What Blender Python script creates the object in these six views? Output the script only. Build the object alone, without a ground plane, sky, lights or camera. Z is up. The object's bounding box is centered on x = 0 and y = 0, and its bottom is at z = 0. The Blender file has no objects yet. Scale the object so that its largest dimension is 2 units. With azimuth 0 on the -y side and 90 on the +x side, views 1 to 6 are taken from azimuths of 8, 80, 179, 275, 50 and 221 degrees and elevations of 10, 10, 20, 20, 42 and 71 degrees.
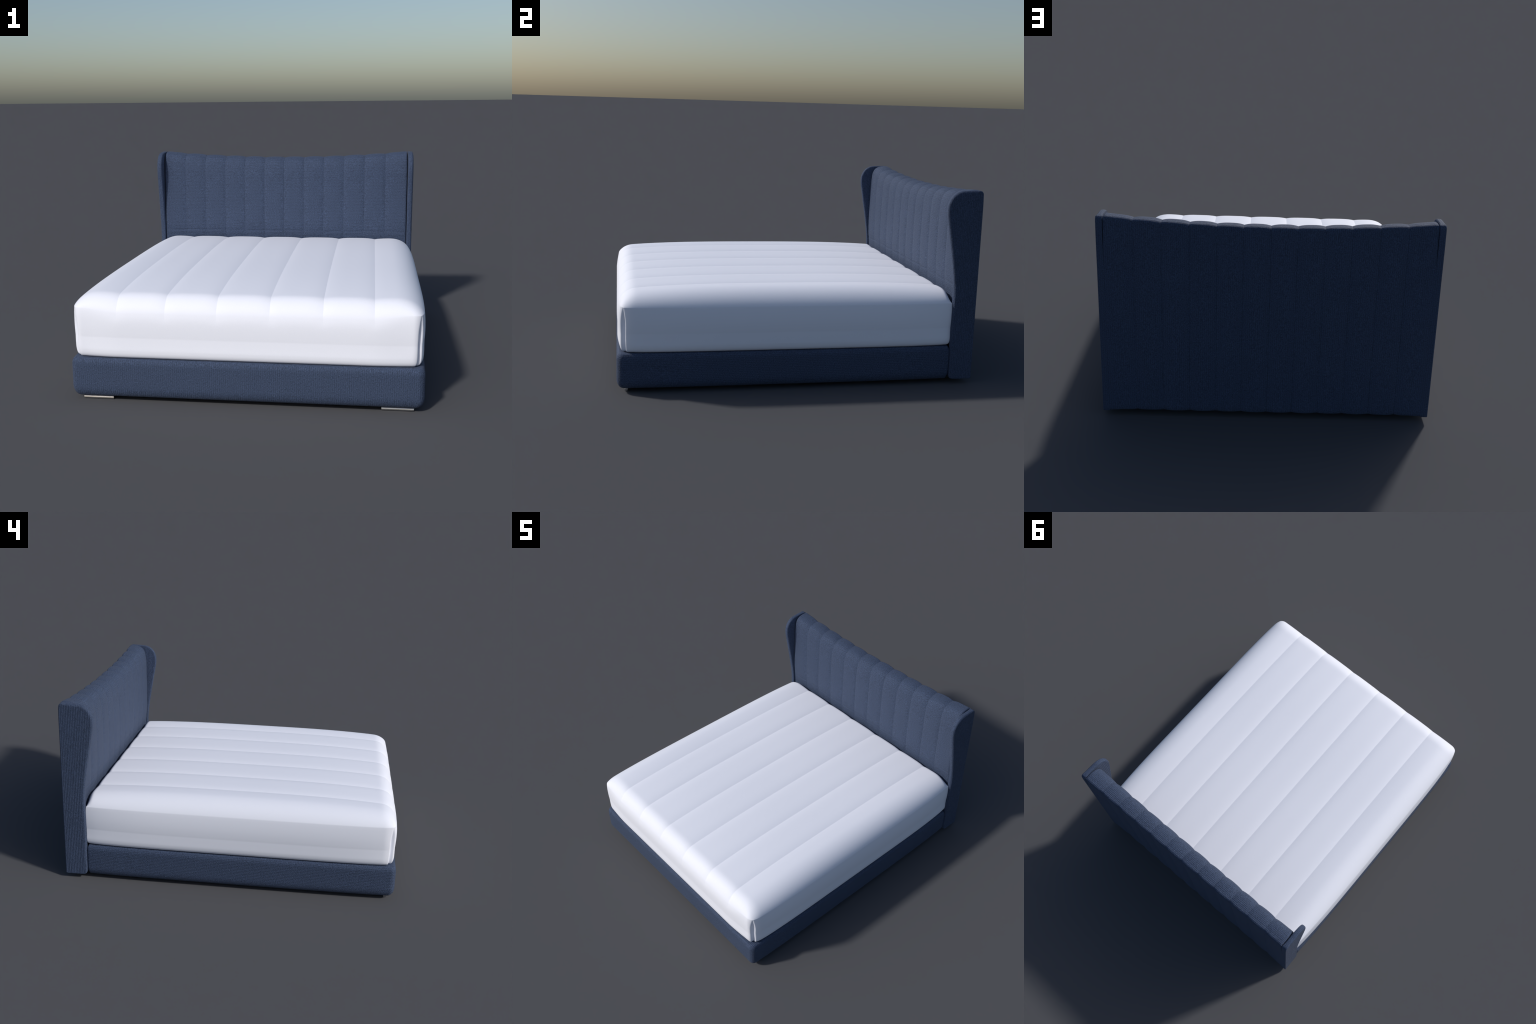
"""Upholstered wing-back double bed: channel-stitched blue headboard with two
curved wings, low padded base on steel feet, white quilted mattress."""
import bpy, math, random
from mathutils import Vector, noise

random.seed(7)

# ----------------------------------------------------------------- helpers
def sstep(a, b, x):
    """smooth step from a to b (a may be the larger)."""
    t = min(1.0, max(0.0, (x - a) / (b - a)))
    return t * t * (3 - 2 * t)

def lerp_table(tab, x):
    """piecewise-linear lookup with smooth (Catmull-Rom) interpolation."""
    n = len(tab)
    if x <= tab[0][0]:
        return tab[0][1]
    if x >= tab[-1][0]:
        return tab[-1][1]
    for i in range(n - 1):
        if tab[i][0] <= x <= tab[i + 1][0]:
            x0, y0 = tab[i]
            x1, y1 = tab[i + 1]
            h = x1 - x0
            m0 = (y1 - tab[i - 1][1]) / (x1 - tab[i - 1][0]) if i > 0 else (y1 - y0) / h
            m1 = (tab[i + 2][1] - y0) / (tab[i + 2][0] - x0) if i < n - 2 else (y1 - y0) / h
            t = (x - x0) / h
            return ((2*t**3 - 3*t**2 + 1) * y0 + (t**3 - 2*t**2 + t) * h * m0
                    + (-2*t**3 + 3*t**2) * y1 + (t**3 - t**2) * h * m1)

def spline(pts, per=10, closed=False):
    """Catmull-Rom (centripetal-ish) through 2-D control points."""
    out = []
    n = len(pts)
    rng = range(n if closed else n - 1)
    for i in rng:
        p1 = Vector(pts[i]); p2 = Vector(pts[(i + 1) % n])
        p0 = Vector(pts[(i - 1) % n]) if (closed or i > 0) else p1 * 2 - p2
        p3 = Vector(pts[(i + 2) % n]) if (closed or i + 2 < n) else p2 * 2 - p1
        d01 = max((p1 - p0).length ** .5, 1e-5)
        d12 = max((p2 - p1).length ** .5, 1e-5)
        d23 = max((p3 - p2).length ** .5, 1e-5)
        m1 = (p2 - p1 + d12 * ((p1 - p0) / d01 - (p2 - p0) / (d01 + d12)))
        m2 = (p2 - p1 + d12 * ((p3 - p2) / d23 - (p3 - p1) / (d12 + d23)))
        for k in range(per):
            t = k / per
            out.append((2*t**3 - 3*t**2 + 1) * p1 + (t**3 - 2*t**2 + t) * m1
                       + (-2*t**3 + 3*t**2) * p2 + (t**3 - t**2) * m2)
    if not closed:
        out.append(Vector(pts[-1]))
    return out

def make_mesh(name, verts, faces, mats, parent, pick=None, smooth_angle=50):
    me = bpy.data.meshes.new(name)
    me.from_pydata([tuple(v) for v in verts], [], faces)
    me.validate()
    for m in mats:
        me.materials.append(m)
    me.polygons.foreach_set("use_smooth", [True] * len(me.polygons))
    import bmesh
    bm = bmesh.new()
    bm.from_mesh(me)
    bmesh.ops.recalc_face_normals(bm, faces=bm.faces)
    bm.to_mesh(me)
    bm.free()
    if pick:
        for p in me.polygons:
            p.material_index = pick(p.normal, p.center)
    me.update()
    me.set_sharp_from_angle(angle=math.radians(smooth_angle))
    ob = bpy.data.objects.new(name, me)
    bpy.context.scene.collection.objects.link(ob)
    ob.parent = parent
    return ob

# --------------------------------------------------------------- materials
def nodes_of(name):
    m = bpy.data.materials.new(name)
    m.use_nodes = True
    nt = m.node_tree
    b = nt.nodes["Principled BSDF"]
    return m, nt, b

def N(nt, kind, **kw):
    n = nt.nodes.new(kind)
    for k, v in kw.items():
        if k in n.inputs:
            n.inputs[k].default_value = v
        else:
            setattr(n, k, v)
    return n

def math_node(nt, op, a, b=None):
    n = N(nt, "ShaderNodeMath", operation=op)
    for i, v in enumerate((a, b)):
        if v is None:
            continue
        if isinstance(v, (int, float)):
            n.inputs[i].default_value = v
        else:
            nt.links.new(v, n.inputs[i])
    return n.outputs[0]

def ribbed_fabric(name, axis, rib_amount):
    """Blue melange cloth with soft 1 cm ribs counted along one axis."""
    m, nt, bsdf = nodes_of(name)
    L = nt.links.new
    co = N(nt, "ShaderNodeTexCoord").outputs["Object"]
    sep = N(nt, "ShaderNodeSeparateXYZ")
    L(co, sep.inputs[0])
    # wobble of the rib line
    wob = N(nt, "ShaderNodeTexNoise", Scale=38.0, Detail=2.0)
    L(co, wob.inputs["Vector"])
    w = math_node(nt, "MULTIPLY", math_node(nt, "SUBTRACT", wob.outputs["Fac"], .5), .0016)
    c = math_node(nt, "ADD", sep.outputs[axis], w)
    rib = math_node(nt, "SINE", math_node(nt, "MULTIPLY", c, 2 * math.pi / .0100))
    # yarn slubs: noise stretched along the rib
    mp = N(nt, "ShaderNodeMapping")
    sc = [150.0, 150.0, 150.0]
    sc["XYZ".index(axis)] = 330.0
    mp.inputs["Scale"].default_value = sc
    L(co, mp.inputs["Vector"])
    slub = N(nt, "ShaderNodeTexNoise", Scale=1.0, Detail=3.0, Roughness=.6)
    L(mp.outputs[0], slub.inputs["Vector"])
    cloud = N(nt, "ShaderNodeTexNoise", Scale=7.0, Detail=3.0)
    L(co, cloud.inputs["Vector"])
    tuft = N(nt, "ShaderNodeTexNoise", Scale=200.0, Detail=2.0, Roughness=.6)
    L(co, tuft.inputs["Vector"])
    # colour
    fac = math_node(nt, "ADD", math_node(nt, "MULTIPLY", rib, .03),
                    math_node(nt, "ADD", math_node(nt, "MULTIPLY", slub.outputs["Fac"], .85),
                              math_node(nt, "MULTIPLY", cloud.outputs["Fac"], .03)))
    ramp = N(nt, "ShaderNodeValToRGB")
    e = ramp.color_ramp.elements
    e[0].position = .32; e[0].color = (.0225, .0360, .0710, 1)
    e[1].position = .62; e[1].color = (.0630, .0950, .1780, 1)
    mid = e.new(.455); mid.color = (.0400, .0610, .1160, 1)
    L(fac, ramp.inputs[0])
    L(ramp.outputs[0], bsdf.inputs["Base Color"])
    # relief
    h = math_node(nt, "ADD", math_node(nt, "MULTIPLY", rib, rib_amount),
                  math_node(nt, "ADD", math_node(nt, "MULTIPLY", slub.outputs["Fac"], 1.1),
                            math_node(nt, "MULTIPLY", tuft.outputs["Fac"], .7)))
    bump = N(nt, "ShaderNodeBump", Strength=1.0, Distance=.0028)
    L(h, bump.inputs["Height"])
    L(bump.outputs[0], bsdf.inputs["Normal"])
    bsdf.inputs["Roughness"].default_value = .78
    bsdf.inputs["Specular IOR Level"].default_value = .35
    bsdf.inputs["Sheen Weight"].default_value = .05
    bsdf.inputs["Sheen Roughness"].default_value = .45
    bsdf.inputs["Sheen Tint"].default_value = (.8, .85, 1, 1)
    return m

def white_cover():
    m, nt, bsdf = nodes_of("white_mattress_cover")
    L = nt.links.new
    co = N(nt, "ShaderNodeTexCoord").outputs["Object"]
    fine = N(nt, "ShaderNodeTexNoise", Scale=420.0, Detail=3.0)
    L(co, fine.inputs["Vector"])
    ramp = N(nt, "ShaderNodeValToRGB")
    e = ramp.color_ramp.elements
    e[0].position = .3; e[0].color = (.765, .792, .890, 1)
    e[1].position = .7; e[1].color = (.800, .828, .925, 1)
    L(fine.outputs["Fac"], ramp.inputs[0])
    L(ramp.outputs[0], bsdf.inputs["Base Color"])
    bump = N(nt, "ShaderNodeBump", Strength=.18, Distance=.001)
    L(fine.outputs["Fac"], bump.inputs["Height"])
    L(bump.outputs[0], bsdf.inputs["Normal"])
    bsdf.inputs["Roughness"].default_value = .6
    bsdf.inputs["Specular IOR Level"].default_value = .3
    return m

def brushed_steel():
    m, nt, bsdf = nodes_of("brushed_steel")
    L = nt.links.new
    co = N(nt, "ShaderNodeTexCoord").outputs["Object"]
    mp = N(nt, "ShaderNodeMapping")
    mp.inputs["Scale"].default_value = (12, 600, 600)
    L(co, mp.inputs["Vector"])
    n = N(nt, "ShaderNodeTexNoise", Scale=1.0, Detail=2.0)
    L(mp.outputs[0], n.inputs["Vector"])
    ramp = N(nt, "ShaderNodeValToRGB")
    e = ramp.color_ramp.elements
    e[0].color = (.52, .53, .55, 1)
    e[1].color = (.66, .67, .69, 1)
    L(n.outputs["Fac"], ramp.inputs[0])
    L(ramp.outputs[0], bsdf.inputs["Base Color"])
    bsdf.inputs["Metallic"].default_value = 1.0
    bsdf.inputs["Roughness"].default_value = .22
    return m

FAB = {a: ribbed_fabric("blue_ribbed_fabric_" + a.lower(), a, r)
       for a, r in (("X", .10), ("Y", .15), ("Z", .11))}
WHITE = white_cover()
STEEL = brushed_steel()

# ------------------------------------------------------------------- thing
bed = bpy.data.objects.new("bed", None)
bpy.context.scene.collection.objects.link(bed)
bed["label"] = "blue upholstered wing-back bed with white quilted mattress"
bed["category"] = "bed"

# =================================================================== BASE
def rounded_rect(x0, x1, y0, y1, rf, rr, nc=10, nl=24, nw=28):
    """loop of plan points; rf = radius of front corners, rr = of rear ones."""
    pts = []
    def arc(cx, cy, r, a0, a1):
        for k in range(nc + 1):
            a = a0 + (a1 - a0) * k / nc
            pts.append((cx + r * math.cos(a), cy + r * math.sin(a)))
    def run(p, q, n):
        for k in range(1, n):
            t = k / n
            pts.append((p[0] + (q[0] - p[0]) * t, p[1] + (q[1] - p[1]) * t))
    pi = math.pi
    arc(x0 + rf, y0 + rf, rf, pi, 1.5 * pi)
    run((x0 + rf, y0), (x1 - rf, y0), nw)
    arc(x1 - rf, y0 + rf, rf, 1.5 * pi, 2 * pi)
    run((x1, y0 + rf), (x1, y1 - rr), nl)
    arc(x1 - rr, y1 - rr, rr, 0, .5 * pi)
    run((x1 - rr, y1), (x0 + rr, y1), nw)
    arc(x0 + rr, y1 - rr, rr, .5 * pi, pi)
    run((x0, y1 - rr), (x0, y0 + rf), nl)
    return pts

def build_base():
    X, Y0, Y1 = .856, -1.0, .868
    zb, zt = .0205, .218
    prof = [(.060, zb)]
    for k in range(13):                       # softly rounded lower edge
        a = math.pi / 2 * k / 12
        prof.append((.034 * (1 - math.sin(a)), zb + .056 * (1 - math.cos(a))))
    for k in range(1, 6):
        prof.append((0, zb + .062 + (zt - .034 - zb - .062) * k / 6))
    for k in range(13):                       # upper edge
        a = math.pi / 2 * k / 12
        prof.append((.020 * (1 - math.cos(a)), zt - .034 + .034 * math.sin(a)))
    prof.append((.050, zt))
    verts, faces = [], []
    n = None
    for d, z in prof:
        ins_r = min(d, .012)
        loop = rounded_rect(-X + d, X - d, Y0 + d, Y1 - ins_r,
                            max(.034 - d * .6, .008), max(.016 - ins_r, .004))
        n = len(loop)
        for (x, y) in loop:
            # padding swells the long faces towards mid-length
            t = (y - (Y0 + Y1) / 2) / ((Y1 - Y0) / 2)
            side = sstep(X - .09, X - .02, abs(x))
            x += math.copysign(.011 * (1 - min(1, abs(t)) ** 4) * side, x)
            verts.append((x, y, z))
    for j in range(len(prof) - 1):
        for i in range(n):
            a = j * n + i; b = j * n + (i + 1) % n
            faces.append((a, b, b + n, a + n))
    faces.append(tuple(range(n))[::-1])
    faces.append(tuple(range((len(prof) - 1) * n, len(prof) * n)))
    def pick(nr, c):
        if abs(nr.z) > .8: return 1
        return 0 if abs(nr.y) > .72 else 2
    return make_mesh("bed_base", verts, faces, [FAB["X"], FAB["Y"], FAB["Z"]], bed, pick)

base = build_base()

# feet: low steel bars whose front face slopes back above a chamfer
def foot_mesh(w):
    prof = [(.0004, 0), (0, .0006), (.0002, .0085), (.0007, .0096), (.0050, .0175),
            (.0085, .0240), (.0180, .0240), (.0180, 0)]
    verts, faces = [], []
    n = len(prof)
    xs = (-w / 2, -w / 2 + .0008, w / 2 - .0008, w / 2)
    for k, x in enumerate(xs):
        d = .0006 if k in (0, 3) else 0
        for y, z in prof:
            verts.append((x, y + (d if y < .01 else -d), max(0, z - (d if z > .01 else 0))))
    for k in range(3):
        for i in range(n):
            a = k * n + i; b = k * n + (i + 1) % n
            faces.append((a, b, b + n, a + n))
    faces.append(tuple(range(n)))
    faces.append(tuple(range(3 * n, 4 * n))[::-1])
    return verts, faces

fv, ff = foot_mesh(.153)
foot0 = None
for x, y, turn in ((-.7335, -.957, 0), (.7335, -.957, 0), (-.690, .740, math.pi), (.690, .740, math.pi)):
    if foot0 is None:
        foot0 = make_mesh("foot", fv, ff, [STEEL], base, None, 25)
        ob = foot0
    else:
        ob = foot0.copy()
        bpy.context.scene.collection.objects.link(ob)
    ob.location = (x, y, 0)
    ob.rotation_euler = (0, 0, turn)

# ================================================================ HEADBOARD
headboard = bpy.data.objects.new("headboard", None)
bpy.context.scene.collection.objects.link(headboard)
headboard.parent = bed

def top_z(x):
    """dipped top line of the padded panel (at the stitched valleys)."""
    return 1.0665 + .0535 * x * x

# front outline of the pad: (forward y, height); heights near the top hang on zt
def pad_profile(zt):
    zb = .031
    pts = [(.896, zb + .006), (.884, zb + .02), (.881, .20), (.8795, .40), (.8770, .52),
           (.8685, .61), (.8662, .74), (.8672, .87), (.8683, zt - .15), (.8712, zt - .095),
           (.8795, zt - .050), (.8940, zt - .024), (.9170, zt - .0078), (.9480, zt - .0005),
           (.9700, zt - .0002), (.9850, zt - .0010), (.9930, zt - .0060), (.9960, zt - .020),
           (.9960, zt - .08), (.9960, .85), (.9960, .6), (.9960, .3), (.9960, zb + .012), (.988, zb)]
    return [Vector((min(p.x, .9960), p.y)) for p in spline(pts, 9, closed=True)]

SEAMS = [0, .1345, .2690, .4045, .5430, .6820, .8265]
EDGES = [-s for s in SEAMS[:0:-1]] + SEAMS
HSEAM = .573

def bulge(u, outer):
    """cross-section of a stuffed channel, 0 in the valley, 1 on the crown."""
    if outer:                           # u = 0 valley .. 1 free outer edge
        e = max(0.0, (u - .90) / .10)
        return (1 - (1 - min(1, u / .5)) ** 2.8) - 1.6 * (1 - math.sqrt(max(0, 1 - e * e)))
    return 1 - abs(2 * u - 1) ** 2.8

def build_channels():
    first = True
    nu = 26
    for c in range(len(EDGES) - 1):
        xa, xb = EDGES[c] + .00025, EDGES[c + 1] - .00025
        verts, faces = [], []
        np_ = None
        for i in range(nu + 1):
            # more columns close to the two valleys
            t = i / nu
            u = .5 - .5 * math.cos(math.pi * t) * (1 - .15 * math.sin(math.pi * t))
            x = xa + (xb - xa) * u
            left, right = c == 0, c == len(EDGES) - 2
            if left:
                b = bulge(1 - u, True)
            elif right:
                b = bulge(u, True)
            else:
                b = bulge(u, False)
            zt = top_z(x) + .0055
            prof = pad_profile(zt)
            np_ = len(prof)
            for k, p in enumerate(prof):
                q = prof[(k + 1) % np_] - prof[k - 1]
                nrm = Vector((q.y, -q.x)).normalized()     # loop runs up the front
                out = -nrm
                # valley depth: deepest on the front, less on top and back
                front = max(0, -out.x); top = max(0, out.y)
                rear = max(0, out.x); bot = max(0, -out.y)
                depth = .0055 * front + .0065 * top + .0060 * rear + .0040 * bot
                if front > .5:
                    depth *= .55 + .45 * sstep(.5, .62, p.y)
                d = depth * (1 - (max(b, 0.93) if (rear > .6 and b < 1 and ((left and u < .4) or (right and u > .6))) else b))
                if rear > .6 and (left or right):
                    uo = 1 - u if left else u
                    d -= .0036 * sstep(.45, 1, uo) * sstep(zt - .03, zt - .12, p.y)
                # cross stitch low on the front
                if front > .7:
                    g = abs(p.y - HSEAM - .002 * math.sin(x * 37))
                    d += .0017 * math.exp(-(g / .0065) ** 2) * (.6 + .4 * b)
                d += .0012 * (noise.noise((x * 9, p.x * 9, p.y * 9))) * min(1, b * 2)
                close = 0
                if rear > .6 and ((left and i == 0) or (right and i == nu)):
                    close = .0042 * sstep(zt - .10, zt - .30, p.y)
                verts.append((x + math.copysign(close, x), p.x - out.x * d, p.y - out.y * d))
        for i in range(nu):
            for k in range(np_):
                a = i * np_ + k; b_ = i * np_ + (k + 1) % np_
                faces.append((a, b_, b_ + np_, a + np_))
        faces.append(tuple(range(np_)))
        faces.append(tuple(range(nu * np_, (nu + 1) * np_))[::-1])
        def pick(nr, cc):
            if abs(nr.x) > .9: return 0
            if nr.y > .6: return 1
            return 2 if nr.z > .75 else 0
        make_mesh("padded_channel", verts, faces, [FAB["Z"], FAB["X"], FAB["Y"]], headboard, pick, 60)

# denser profile sampling around the cross stitch (same count for every column)
_plain, _cache = pad_profile, {}
def dense_profile(zt):
    key = round(zt, 5)
    if key not in _cache:
        pts, out = _plain(zt), []
        for i, p in enumerate(pts):
            out.append(p)
            if 4 * 9 <= i < 6 * 9:
                q = pts[(i + 1) % len(pts)]
                out += [p.lerp(q, k / 5) for k in range(1, 5)]
        _cache[key] = out
    return _cache[key]
pad_profile = dense_profile
build_channels()

# wings ------------------------------------------------------------------
def wing_outline():
    """side outline (y, z), clockwise from bottom front."""
    front = [(.8665, .052), (.8660, .12), (.8655, .22), (.8650, .36), (.8660, .46), (.8655, .53),
             (.8605, .60), (.8510, .67), (.8365, .76), (.8222, .84), (.8098, .91), (.8014, .96),
             (.7982, 1.002), (.8035, 1.037), (.8200, 1.069), (.8455, 1.0915), (.8745, 1.1025),
             (.9120, 1.1055), (.9500, 1.1070), (.9740, 1.1065), (.9880, 1.1035), (.9965, 1.0930),
             (.9995, 1.072), (1.0, 1.03)]
    rear = [(1.0, .80), (1.0, .55), (1.0, .30), (1.0, .06), (.9985, .031), (.9930, .0265),
            (.97, .0260), (.92, .0260), (.886, .0270), (.8735, .0325)]
    return [Vector((min(p.x, 1.0), p.y)) for p in spline(front + rear, 7, closed=True)]

def build_wing(sign):
    xc, T = .8465, .0170                       # centre plane and half thickness
    ol = wing_outline()
    n = len(ol)
    nr = []
    for i in range(n):
        q = ol[(i + 1) % n] - ol[i - 1]
        nr.append(Vector((q.y, -q.x)).normalized())      # inward: loop runs up the front
    # rim radius: fat roll on front and top, crisp at the rear and foot
    rad = []
    for p in ol:
        soft = max(1 - sstep(.90, .985, p.x), sstep(1.0, 1.07, p.y)) * sstep(.03, .06, p.y)
        soft *= 1 - .75 * sstep(.955, .985, p.x)
        rad.append(.0045 + .0100 * soft)
    steps = 9
    verts, faces = [], []
    rings = []
    def ring(f):
        s = len(verts)
        for i in range(n):
            verts.append(f(i))
        rings.append(s)
    for k in range(-3, steps + 1):            # outer side, from face to rim
        def f(i, k=k):
            r = rad[i]
            if k < 0:
                ins = r + .0008 * (-k); x = T
            else:
                a = math.pi / 2 * k / steps
                ins = r * (1 - math.sin(a)); x = T - r * (1 - math.cos(a))
            p = ol[i] + nr[i] * ins
            return (sign * (xc + x), p.x, p.y)
        ring(f)
    for k in range(steps, -4, -1):
        def f(i, k=k):
            r = rad[i] * .75 if rad[i] > .008 else rad[i] * .3
            if k < 0:
                ins = r + .0008 * (-k); x = T
            else:
                a = math.pi / 2 * k / steps
                ins = r * (1 - math.sin(a)); x = T - r * (1 - math.cos(a))
            # shallow stitched groove just inside the roll
            g = .0016 if k == 1 else 0
            p = ol[i] + nr[i] * ins
            return (sign * (xc - x + g), p.x, p.y)
        ring(f)
    for a, b in zip(rings[:-1], rings[1:]):
        for i in range(n):
            j = (i + 1) % n
            faces.append((a + i, a + j, b + j, b + i))
    faces.append(tuple(range(rings[0], rings[0] + n)))
    faces.append(tuple(range(rings[-1], rings[-1] + n))[::-1])
    def pick(nn, c):
        return 0 if abs(nn.x) > .6 else 1
    return make_mesh("wing", verts, faces, [FAB["Y"], FAB["X"]], headboard, pick, 60)

build_wing(1)
build_wing(-1)

# ================================================================= MATTRESS
MX, MY0, MY1 = .8465, -.9970, .8770          # outer faces
ZE = .445                                    # where the top roll meets the walls
ZBOT = .219
VAL = [-.6190, -.3800, -.1275, .1275, .3800, .6190]

def spread(a, b, cuts, n_edge, step, fine):
    """1-D grid: crowded at both ends and at the stitched valleys."""
    vals = set()
    L = b - a
    k = 0
    for s, o in ((1, a), (-1, b)):
        d = 0.0
        w = .0008
        while d < .16:
            vals.add(round(o + s * d, 6))
            d += w
            w = min(w * 1.16, .012)
    x = a + .16
    while x < b - .16:
        vals.add(round(x, 6)); x += step
    for c in cuts:
        for q in (0, .0012, .003, .0055, .009, .014, .020, .028, .037):
            vals.add(round(c + q, 6)); vals.add(round(c - q, 6))
    out = []
    for v in sorted(vals):
        if not out or v - out[-1] > .0006:
            out.append(v)
    out[-1] = b
    return out

def quilt(x):
    """1 on a channel crown, 0 in a stitched valley (signed widths differ)."""
    e = [-MX - .06] + VAL + [MX + .06]
    for i in range(len(e) - 1):
        if e[i] <= x <= e[i + 1]:
            u = (x - e[i]) / (e[i + 1] - e[i])
            if i == 0:
                return 1 - max(0, 2 * u - 1) ** 3.6
            if i == len(e) - 2:
                return 1 - max(0, 1 - 2 * u) ** 3.6
            return 1 - abs(2 * u - 1) ** 3.6
    return 1

def roll(q, n, c=.97):
    """rounded shoulder, 1 inside .. 0 at the rim; stops just short of vertical."""
    q = min(1.0, max(0.0, q)) * c
    f = lambda v: (1 - v ** n) ** (1 / n)
    return (f(q) - f(c)) / (1 - f(c))

def wall_inset(z):
    """how far the side walls lie inside the outermost line, by height."""
    tab = [(.219, .026), (.223, .0165), (.230, .0095), (.241, .0050), (.253, .0032), (.264, .0026),
           (.290, .0034), (.318, .0037), (.326, .0037), (.333, .0031), (.360, .0014), (.380, .0006), (.395, .0004), (.408, .0006),
           (.420, .0014), (.432, .0029), (.445, .0055)]
    return lerp_table(tab, z)

def corner_plan(x, y):
    """square plan -> plan with rounded corners (tighter at the head end)."""
    rx, ry = (.050, .085) if y < 0 else (.014, .014)
    if y < 0:                       # the foot face bows back in the outer channels
        y += .011 * sstep(.60, .83, abs(x)) * sstep(-.80, MY0, y)
    else:                           # head end steps forward where the wings stand
        y -= .0085 * sstep(.74, .82, abs(x)) * sstep(.80, MY1, y)
    cx, cy = (MX - rx), ((-MY0 - ry) if y < 0 else (MY1 - ry))
    u = (abs(x) - cx) / rx
    v = (abs(y) - cy) / ry
    if u > 0 and v > 0:
        uu = u * math.sqrt(1 - v * v / 2)
        vv = v * math.sqrt(1 - u * u / 2)
        x = math.copysign(cx + uu * rx, x)
        y = math.copysign(cy + vv * ry, y)
    return x, y

def shoulder(x):
    """height of the line where the top roll meets the walls: higher on the long sides."""
    return ZE + .0235 * sstep(.62, .80, abs(x))

def side_swell(y, z):
    """the long sides belly out towards mid-length and mid-height."""
    t = (y - (MY0 + MY1) / 2) / ((MY1 - MY0) / 2)
    v = min(1.0, max(0.0, (z - .125) / (.550 - .125)))
    return .0240 * (1 - min(1, abs(t)) ** 5) * math.sin(math.pi * v) ** .7

def fold(x, y, z, px, py):
    """box-pleat crease of the cover at the two foot corners."""
    if y > 0:
        return px, py
    a, b = MX - abs(x), y - MY0                # distance from side and foot face
    sx = math.copysign(1, x)
    k = sstep(0, 1, (.480 - z) / .110)
    depth = .0165 * k * math.exp(-((a - b) / (.0035 + .0075 * k)) ** 2)
    px -= sx * depth * .72
    py += depth * .72
    # cover pulled tighter towards the corner low down
    tck = .004 * sstep(.30, .222, z) * math.exp(-(max(a, b) / .07) ** 2)
    return px - sx * tck * .6, py + tck * .8

def build_mattress():
    xs = spread(-MX, MX, VAL, 0, .02, 0)
    ys = spread(MY0, MY1, [], 0, .03, 0)
    nx, ny = len(xs), len(ys)
    verts, faces = [], []
    ins_top = wall_inset(ZE)
    for y in ys:
        # gentle crown along the length
        t = (y - (MY0 + MY1) / 2) / ((MY1 - MY0) / 2)
        crown = .1093 - (.0290 if t < 0 else .0225) * abs(t) ** 3
        hy = roll((MY0 + .105 - y) / .105, 2.25) if y < 0 else roll((y - (MY1 - .042)) / .042, 2.2)
        for x in xs:
            hx = roll((abs(x) - (MX - .132)) / .132, 2.3, .93)
            ze = shoulder(x)
            h = (crown + ZE - ze) * hx * hy
            q = quilt(x)
            z = ze + h - .0078 * (1 - q) * sstep(0, .6, hy)
            # valleys also pull the front and rear roll inwards a little
            px, py = x, y
            w = (1 - hy)
            py -= math.copysign(.0022 * (1 - q) * sstep(0, .9, w), y)
            # shrink to the wall inset so that top and wall meet
            px -= math.copysign(.5 * ins_top * sstep(.70, .8465, abs(x)), x)
            if y < 0:
                py += ins_top * sstep(-.80, MY0, y)
            else:
                py -= ins_top * sstep(.75, MY1, y)
            px, py = corner_plan(px, py)
            px += math.copysign(side_swell(y, z) * sstep(.66, MX, abs(x)), x)
            px, py = fold(x, y, z, px, py)
            verts.append((px, py, z))
    for j in range(ny - 1):
        for i in range(nx - 1):
            a = j * nx + i
            faces.append((a, a + 1, a + 1 + nx, a + nx))
    # boundary loop of the top grid, counter-clockwise from front left
    loop = [(i, 0) for i in range(nx)] + [(nx - 1, j) for j in range(1, ny)] \
        + [(i, ny - 1) for i in range(nx - 2, -1, -1)] + [(0, j) for j in range(ny - 2, 0, -1)]
    n = len(loop)
    prev = [j * nx + i for (i, j) in loop]
    levels = [.442, .437, .430, .422, .413, .404, .395, .385, .378, .370, .355, .342, .334, .330, .326,
              .322, .316, .306, .294, .282, .272, .266, .262, .258, .252, .246, .240, .235, .231, .228,
              .225, .2225, .2205, ZBOT]
    for lev in levels:
        d = wall_inset(lev)
        dx = d * (1 - .5 * sstep(.395, .44, lev))
        fade = sstep(.39, ZE, lev)
        lift = sstep(.36, ZE, lev)
        cur = []
        for (i, j) in loop:
            x, y = xs[i], ys[j]
            z = lev + (shoulder(x) - ZE) * lift
            q = quilt(x)
            px, py = x, y
            front, rear = (j == 0), (j == ny - 1)
            if front or rear:
                py -= math.copysign(.0022 * (1 - q) * fade, y)
            # inset, tucking the lower corners further in
            px -= math.copysign(dx * sstep(.70, .8465, abs(x)), x)
            if y < 0:
                py += d * sstep(-.80, MY0, y)
            else:
                py -= d * sstep(.75, MY1, y)
            px, py = corner_plan(px, py)
            px += math.copysign(side_swell(y, z) * sstep(.66, MX, abs(x)), x)
            px, py = fold(x, y, z, px, py)
            cur.append(len(verts))
            verts.append((px, py, z))
        for k in range(n):
            k2 = (k + 1) % n
            faces.append((prev[k], cur[k], cur[k2], prev[k2]))
        prev = cur
    faces.append(tuple(prev))
    return make_mesh("mattress", verts, faces, [WHITE], bed, None, 75)

build_mattress()
